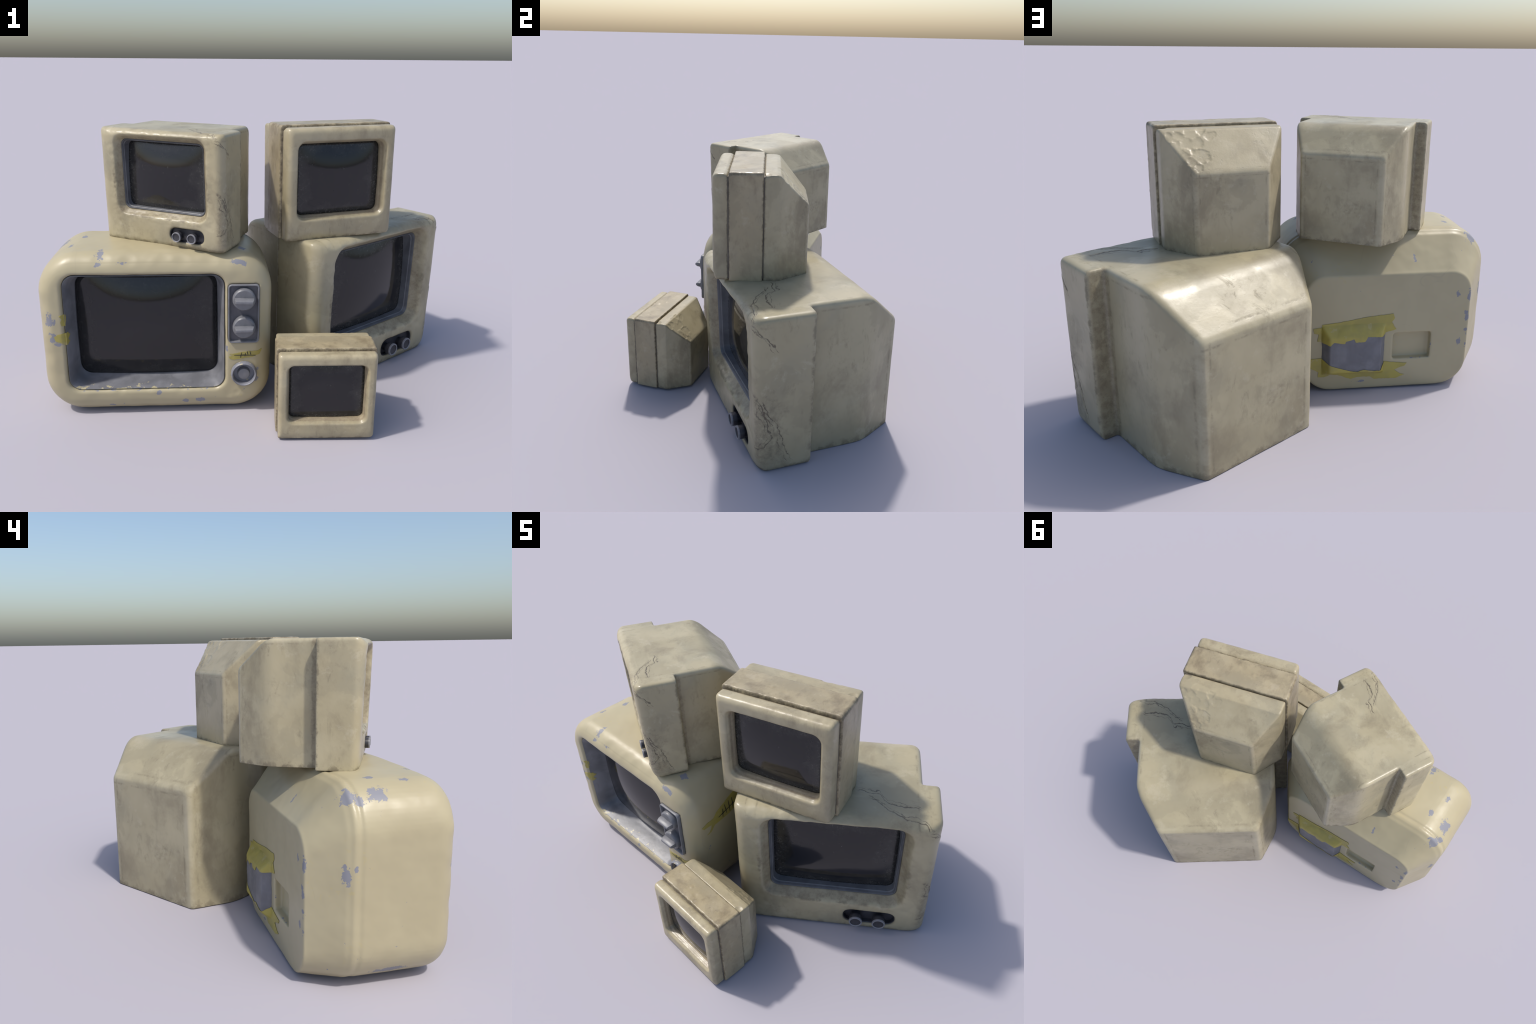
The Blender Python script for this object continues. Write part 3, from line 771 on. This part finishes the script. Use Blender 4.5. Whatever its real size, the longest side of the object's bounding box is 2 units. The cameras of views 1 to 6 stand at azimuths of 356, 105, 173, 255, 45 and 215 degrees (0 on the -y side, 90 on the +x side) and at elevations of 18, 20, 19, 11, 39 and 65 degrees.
def knobbed_meshes():
    H, D1, XS, D2, D3, HR, XB = 0.834, 0.293, 0.419, 0.622, 0.842, 0.640, 0.305
    # front block: rounded front edges
    def sec(inset, y, lean=1.0):
        return [(x, y + LEAN(z) * lean + 0.022 * max(0.0, (-0.37 - x) / 0.136) ** 2 * max(0.0, lean - 0.4) / 0.6, z) for x, z in rrect(-0.506 + inset, 0.504 - inset, inset - 0.02, H - inset * 0.8, [0.022 + inset * .5, 0.06 + inset * .6, 0.026 + inset * .5, 0.022 + inset * .5], 6, 10)]
    F = 0.06
    secs = []
    for k in range(0, 8):
        a = math.radians(90 * k / 7)
        secs.append(sec(F * (1 - math.sin(a)), F * (1 - math.cos(a)), 1 - 0.5 * k / 7))
    secs.append(sec(0, D1 - 0.03, 0))
    secs.append(sec(0, D1, 0))
    block = loft(secs, "block")
    # rear: straight flanks, then top and flanks draw in; top edges softly broken
    def cross(hw, top, y, c=0.020, cx=-0.004):
        return [(x + cx, yy, z) for x, yy, z in [(-hw, y, -0.02), (hw, y, -0.02), (hw, y, top - c), (hw - c * 0.35, y, top - c * 0.35), (hw - c, y, top), (-hw + c, y, top), (-hw + c * 0.35, y, top - c * 0.35), (-hw, y, top - c)]]
    rows = [cross(XS, H, 0.20, cx=0.0)]
    side, drop = (XS - XB) / (D3 - D2), (H - HR) / (D3 - D2)
    for k in range(7):                       # rounded start of slope and taper
        w = k / 6
        y = D2 - 0.055 + 0.11 * w
        fall = 0.11 * w * w / 2
        rows.append(cross(XS - side * fall * 0.95, H - drop * fall * 0.95, y))
    rows.append(cross(XB + side * 0.010, HR + drop * 0.010, D3 - 0.010))
    rows.append(cross(XB - 0.008, HR - 0.008, D3))
    rear = loft(rows, "rear")

    def hole(d, y):
        return [(x, y + LEAN(z), z) for x, z in rrect(-0.336 - d, 0.336 + d, 0.243 - d, 0.755 + d, [0.045 + d] * 4, 10, 8)]
    pocket = loft([hole(0.075, -0.03), hole(0.050, -0.002), hole(0.038, 0.008), hole(0.026, 0.026), hole(0.014, 0.041), hole(0.004, 0.053), hole(0, 0.058), hole(0, 0.18)], "pocket")
    def slot(d, y):
        return [(x, y + LEAN(z), z) for x, z in rrect(0.068 - d, 0.345 + d, 0.046 - d, 0.147 + d, [0.044 + d] * 4, 8, 4)]
    recess = loft([slot(0.014, -0.03), slot(0.006, 0.0), slot(0, 0.006), slot(0, 0.044)], "recess")
    me = carve(block, add=[rear], cut=[pocket, recess], voxel=0.0058)

    def extra(p, n):
        d = 0.0
        x, y, z = p
        if y < 0.06:                                    # battered lip round the screen
            r = max(abs(x) / 0.388, abs(z - 0.499) / 0.308) - 1
            if abs(r) < 0.13:
                d += 0.0036 * (1 - (r / 0.13) ** 2) * (fbm(p, 13, 3, 11) - 0.1)
        if x > 0.44 and n[0] > 0.5:                     # cracked right flank
            for k, pts in enumerate(FLANK_CRACKS):
                if pts[0][0] < z < pts[-1][0]:
                    c = course(z, pts)
                    end = min(1, (z - pts[0][0]) / 0.03, (pts[-1][0] - z) / 0.03)
                    d -= 0.0022 * max(0, 1 - abs(y - c) / 0.011) * end
                    d += 0.0018 * max(0, 1 - abs(y - c + 0.012) / 0.03) * end
        if z > 0.78 and n[2] > 0.5:                     # cracked top corner
            for pts in TOP_CRACKS:
                if pts[0][0] < x < pts[-1][0]:
                    c = course(x, pts)
                    end = min(1, (x - pts[0][0]) / 0.03, (pts[-1][0] - x) / 0.03)
                    d -= 0.0022 * max(0, 1 - abs(y - c) / 0.011) * end
                    d += 0.002 * max(0, 1 - abs(y - c + 0.008) / 0.03) * end
        return d
    weather(me, 5, 0.0012, 5, 0.75, 11, extra, 2.0)
    parts = {"casing": (me, M_BODY)}

    def ring(d, y, r=0.045):
        return [(x, y + LEAN(z), z) for x, z in rrect(-0.336 + d, 0.336 - d, 0.243 + d, 0.755 - d, [max(r - d * .3, 0.02)] * 4, 10, 8)]
    bez = loft([ring(-0.003, 0.155), ring(-0.003, 0.060), ring(-0.001, 0.054), ring(0.003, 0.051), ring(0.006, 0.055), ring(0.0072, 0.066), ring(0.009, 0.070), ring(0.012, 0.072), ring(0.0135, 0.082), ring(0.0155, 0.115), ring(0.018, 0.120), ring(0.019, 0.155)],
               "screen_surround", closed=True)
    bez.polygons.foreach_set("use_smooth", [True] * len(bez.polygons))
    bez.set_sharp_from_angle(angle=math.radians(45))
    parts["screen_surround"] = (bez, M_SLIM)
    parts["screen"] = (bulged_screen(-0.322, 0.322, 0.257, 0.741, 0.042, 0.113, 0.053, "screen"),
                       dark_glass("dusty_smoked_glass", 0.0, 0.498, 0.317, 0.234))
    tray = [[(x, y + LEAN(z), z) for x, z in rrect(0.068 - d, 0.345 + d, 0.046 - d, 0.147 + d, [0.042] * 4, 8, 4)]
            for d, y in ((0.001, 0.048), (0.001, 0.008), (-0.003, 0.012), (-0.005, 0.031))]
    parts["knob_recess"] = (loft(tray, "knob_recess"), M_BLACK)
    stem = lathe([(0.024, 0.075), (0.025, 0.02), (0.036, 0.018), (0.036, -0.012), (0.034, -0.016), (0.030, -0.017), (0.0275, -0.012), (0.0, -0.010)], "push_knob", 40)
    parts["push_knob"] = (stem, M_BLACK)
    collar = lathe([(0.0365, -0.008), (0.0366, -0.0135), (0.0345, -0.0172), (0.0300, -0.0178), (0.0285, -0.0165), (0.0283, -0.0118)], "knob_rim", 40, capped=False)
    parts["knob_rim"] = (collar, M_WORN)
    return parts


def knobbed_set(parts, name, label, loc, yaw, scale, tilt, squeeze=1.0):
    root = set_empty(name, label, "television", loc, yaw, scale, tilt)
    root.scale.x *= squeeze
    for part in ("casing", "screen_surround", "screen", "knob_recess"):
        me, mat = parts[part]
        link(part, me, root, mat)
    for x in (0.1365, 0.2600):
        k = link("push_knob", parts["push_knob"][0], root, parts["push_knob"][1])
        k.location = (x, -0.006, 0.088)
        link("knob_rim", parts["knob_rim"][0], k, parts["knob_rim"][1])
    return root


# ================================================================== the banded monitors (two sizes)
def monitor_meshes():
    Y0 = -0.033
    ZF, WF = 0.921, 0.484
    def sec(i, y):
        """front frame cross-section; the lower edge is cut back and the lower right corner chamfered"""
        b = i * 2.2 - 0.02 * (1 - i / 0.045)
        pts = rrect(-WF + i, WF - i, b, ZF - i, [0.018, 0.05, 0.030, 0.030], 6, 10)
        return [(x, y, z) for x, z in pts]
    F = 0.045
    secs = []
    for k in range(7):
        a = math.radians(15 * k)
        secs.append(sec(F * (1 - math.sin(a)), Y0 + F * (1 - math.cos(a))))
    secs += [sec(0, 0.05), sec(0, 0.068), [(x, y + 0.0, z - (0.016 if z > 0.5 else 0) * max(0, (z - 0.8) / (ZF - 0.8))) for x, y, z in sec(0.001, 0.099)]]
    frame = loft(secs, "frame")
    hole = lambda d, y: at_y(rrect(-0.374 - d, 0.374 + d, 0.197 - d, 0.788 + d, [0.05 + d] * 4, 10, 8), y)
    pocket = loft([hole(0.05, Y0 - 0.03), hole(0.036, Y0 - 0.002), hole(0.025, Y0 + 0.009), hole(0.019, Y0 + 0.026), hole(0.013, Y0 + 0.029), hole(0.010, 0.012), hole(0.008, 0.030), hole(0.002, 0.033), hole(0, 0.048), hole(-0.001, 0.2)], "pocket")
    me = carve(frame, cut=[pocket], voxel=0.0060)
    flat = [((x, Y0 + 0.03, ZF), r, d) for x, r, d in ((-0.3, 0.05, 0.0014), (-0.14, 0.06, 0.0014), (0.05, 0.05, 0.0012), (0.22, 0.06, 0.0014), (0.34, 0.05, 0.0014), (0.44, 0.04, 0.0012), (-0.41, 0.05, 0.0012))]
    flat = [(Vector(c), r, d) for c, r, d in flat]

    def extra(p, n):
        d = 0.0
        if p[2] > 0.82 or p[2] < 0.1:
            v = Vector(p)
            for c, r, k in flat:
                q = (v - c).length / r
                if q < 1:
                    d -= k * (1 - q * q)
        return d
    weather(me, 5, 0.0011, 7, 0.45, 11, extra, 6.0)
    parts = {"front_frame": (me, M_MON)}
    parts["screen"] = (bulged_screen(-0.372, 0.372, 0.199, 0.786, 0.05, 0.071, 0.058, "screen"), dark_glass("dusty_monitor_glass", 0.0, 0.49, 0.37, 0.292))

    # wrap-around band
    WB, ZB, d1, d2 = 0.501, 0.936, 0.1065, 0.3904
    bsec = lambda y, i: at_y(rrect(-WB + i, WB - i, -0.02, ZB - i, [0.006, 0.006, 0.026, 0.026], 6, 10), y)
    band = loft([bsec(d1, 0.004), bsec(d1 + 0.005, 0), bsec(d2 - 0.005, 0), bsec(d2, 0.004)], "band")
    me = carve(band, voxel=0.0065)
    knocks = [((0.25, 0.20, ZB), 0.07, 0.006), ((-0.05, 0.16, ZB), 0.05, -0.006), ((-0.13, 0.24, ZB), 0.03, -0.008), ((0.36, 0.25, ZB), 0.09, 0.005), ((-0.38, 0.28, ZB), 0.05, -0.005),
              ((-0.01, 0.20, ZB), 0.035, 0.007), ((0.10, 0.30, ZB), 0.08, 0.004), ((-0.42, 0.16, ZB), 0.04, -0.006), ((0.05, 0.13, ZB), 0.04, 0.006),
              ((-WB, 0.25, 0.55), 0.05, 0.004), ((WB, 0.25, 0.62), 0.08, 0.003)]
    knocks = [(Vector(c), r, d) for c, r, d in knocks]

    def extra2(p, n):
        d, v = 0.0, Vector(p)
        for c, r, k in knocks:
            q = (v - c).length / r
            if q < 1:
                d -= 0.4 * k * (1 - q * q) ** 2 * (1 + 0.8 * fbm(p, 30, 2))
        if p[1] < d1 + 0.012:                        # bent, ragged front edge
            d += 0.004 * fbm(p, 17, 3, 8)
        return d
    weather(me, 3, 0.0010, 7, 0.6, 18, extra2, 9.0)
    parts["band"] = (me, M_BAND)
    core = loft([at_y(rrect(-0.4815, 0.4815, 0.004, 0.899, [0.02] * 4, 4, 4), y) for y in (0.088, 0.41)], "gap_core")
    parts["gap_core"] = (core, M_GAP)

    # tapering rear housing
    WR, ZR, d3, d4, XB, HB = 0.485, 0.915, 0.526, 0.780, 0.286, 0.624
    def cross(hw, top, y, c=0.014):
        return [(-hw, y, -0.02), (hw, y, -0.02), (hw, y, top - c), (hw - c * 0.3, y, top - c * 0.3), (hw - c, y, top), (-hw + c, y, top), (-hw + c * 0.3, y, top - c * 0.3), (-hw, y, top - c)]
    rear = loft([cross(WR, ZR, d2 + 0.006), cross(WR, ZR, d3 - 0.025), cross(WR - 0.006, ZR - 0.008, d3 + 0.006), cross(XB + 0.014, HB + 0.020, d4 - 0.017), cross(XB + 0.003, HB + 0.004, d4 - 0.006), cross(XB - 0.008, HB - 0.008, d4)], "rear")
    me = carve(rear, voxel=0.0060)
    # a hammered upper right corner: shallow overlapping scallops on the slope
    scallops = []
    rnd = random.Random(3)
    for x, z, r in ((0.42, 0.865, 0.05), (0.35, 0.872, 0.055), (0.26, 0.885, 0.06), (0.17, 0.90, 0.05), (0.385, 0.80, 0.05), (0.30, 0.82, 0.055), (0.22, 0.82, 0.055), (0.345, 0.745, 0.05), (0.29, 0.70, 0.05), (0.215, 0.735, 0.075), (0.12, 0.86, 0.05), (0.25, 0.665, 0.04)):
        y = d3 + (ZR - z) / (ZR - HB) * (d4 - d3)
        scallops.append((Vector((x, y, z)), r * rnd.uniform(0.75, 1.1), rnd.uniform(0.0025, 0.0065)))

    def extra3(p, n):
        d, v = 0.0, Vector(p)
        if n[2] > 0.15 and p[0] > 0.02 and p[1] > d2 + 0.08:
            for c, r, k in scallops:
                q = (v - c).length / r * (1 + 0.55 * fbm(p, 17, 3, 1.0))
                if q < 1:
                    d = min(d, -k * (1 - q ** 4))
        # bitten top edge by the band
        q = (v - Vector((0.45, d2 + 0.02, ZR))).length / 0.05
        if q < 1:
            d -= 0.012 * (1 - q * q)
        return d
    weather(me, 4, 0.0010, 5, 0.5, 13, extra3, 5.0)
    parts["rear_housing"] = (me, M_MON)
    return parts


def monitor(parts, name, label, loc, yaw, scale, tilt):
    root = set_empty(name, label, "computer monitor", loc, yaw, scale, tilt)
    for part, (me, mat) in parts.items():
        link(part, me, root, mat)
    return root


big_set()
kp = knobbed_meshes()
knobbed_set(kp, "knobbed_television", "large boxy cream television with two dark knobs and cracked corner",
            (0.6388, -0.0724, 0.0), 35.3, 0.9382, (0.0, 0.0), squeeze=0.996)
knobbed_set(kp, "knobbed_television", "small boxy cream television with two dark knobs, cracked flank",
            (-0.4532, -0.3203, 0.7838), -27.74, 0.6191, (0.19, 0.38))
mp = monitor_meshes()
monitor(mp, "banded_monitor", "cream monitor with a wide dull band and sloping back",
        (0.3819, -0.1939, 0.782), 15.17, 0.5663, (0.0, -0.12))
monitor(mp, "banded_monitor", "small cream monitor with a wide dull band, sloping back",
        (0.2611, -0.7029, 0.0095), -2.74, 0.4353, (0.0, -0.31))
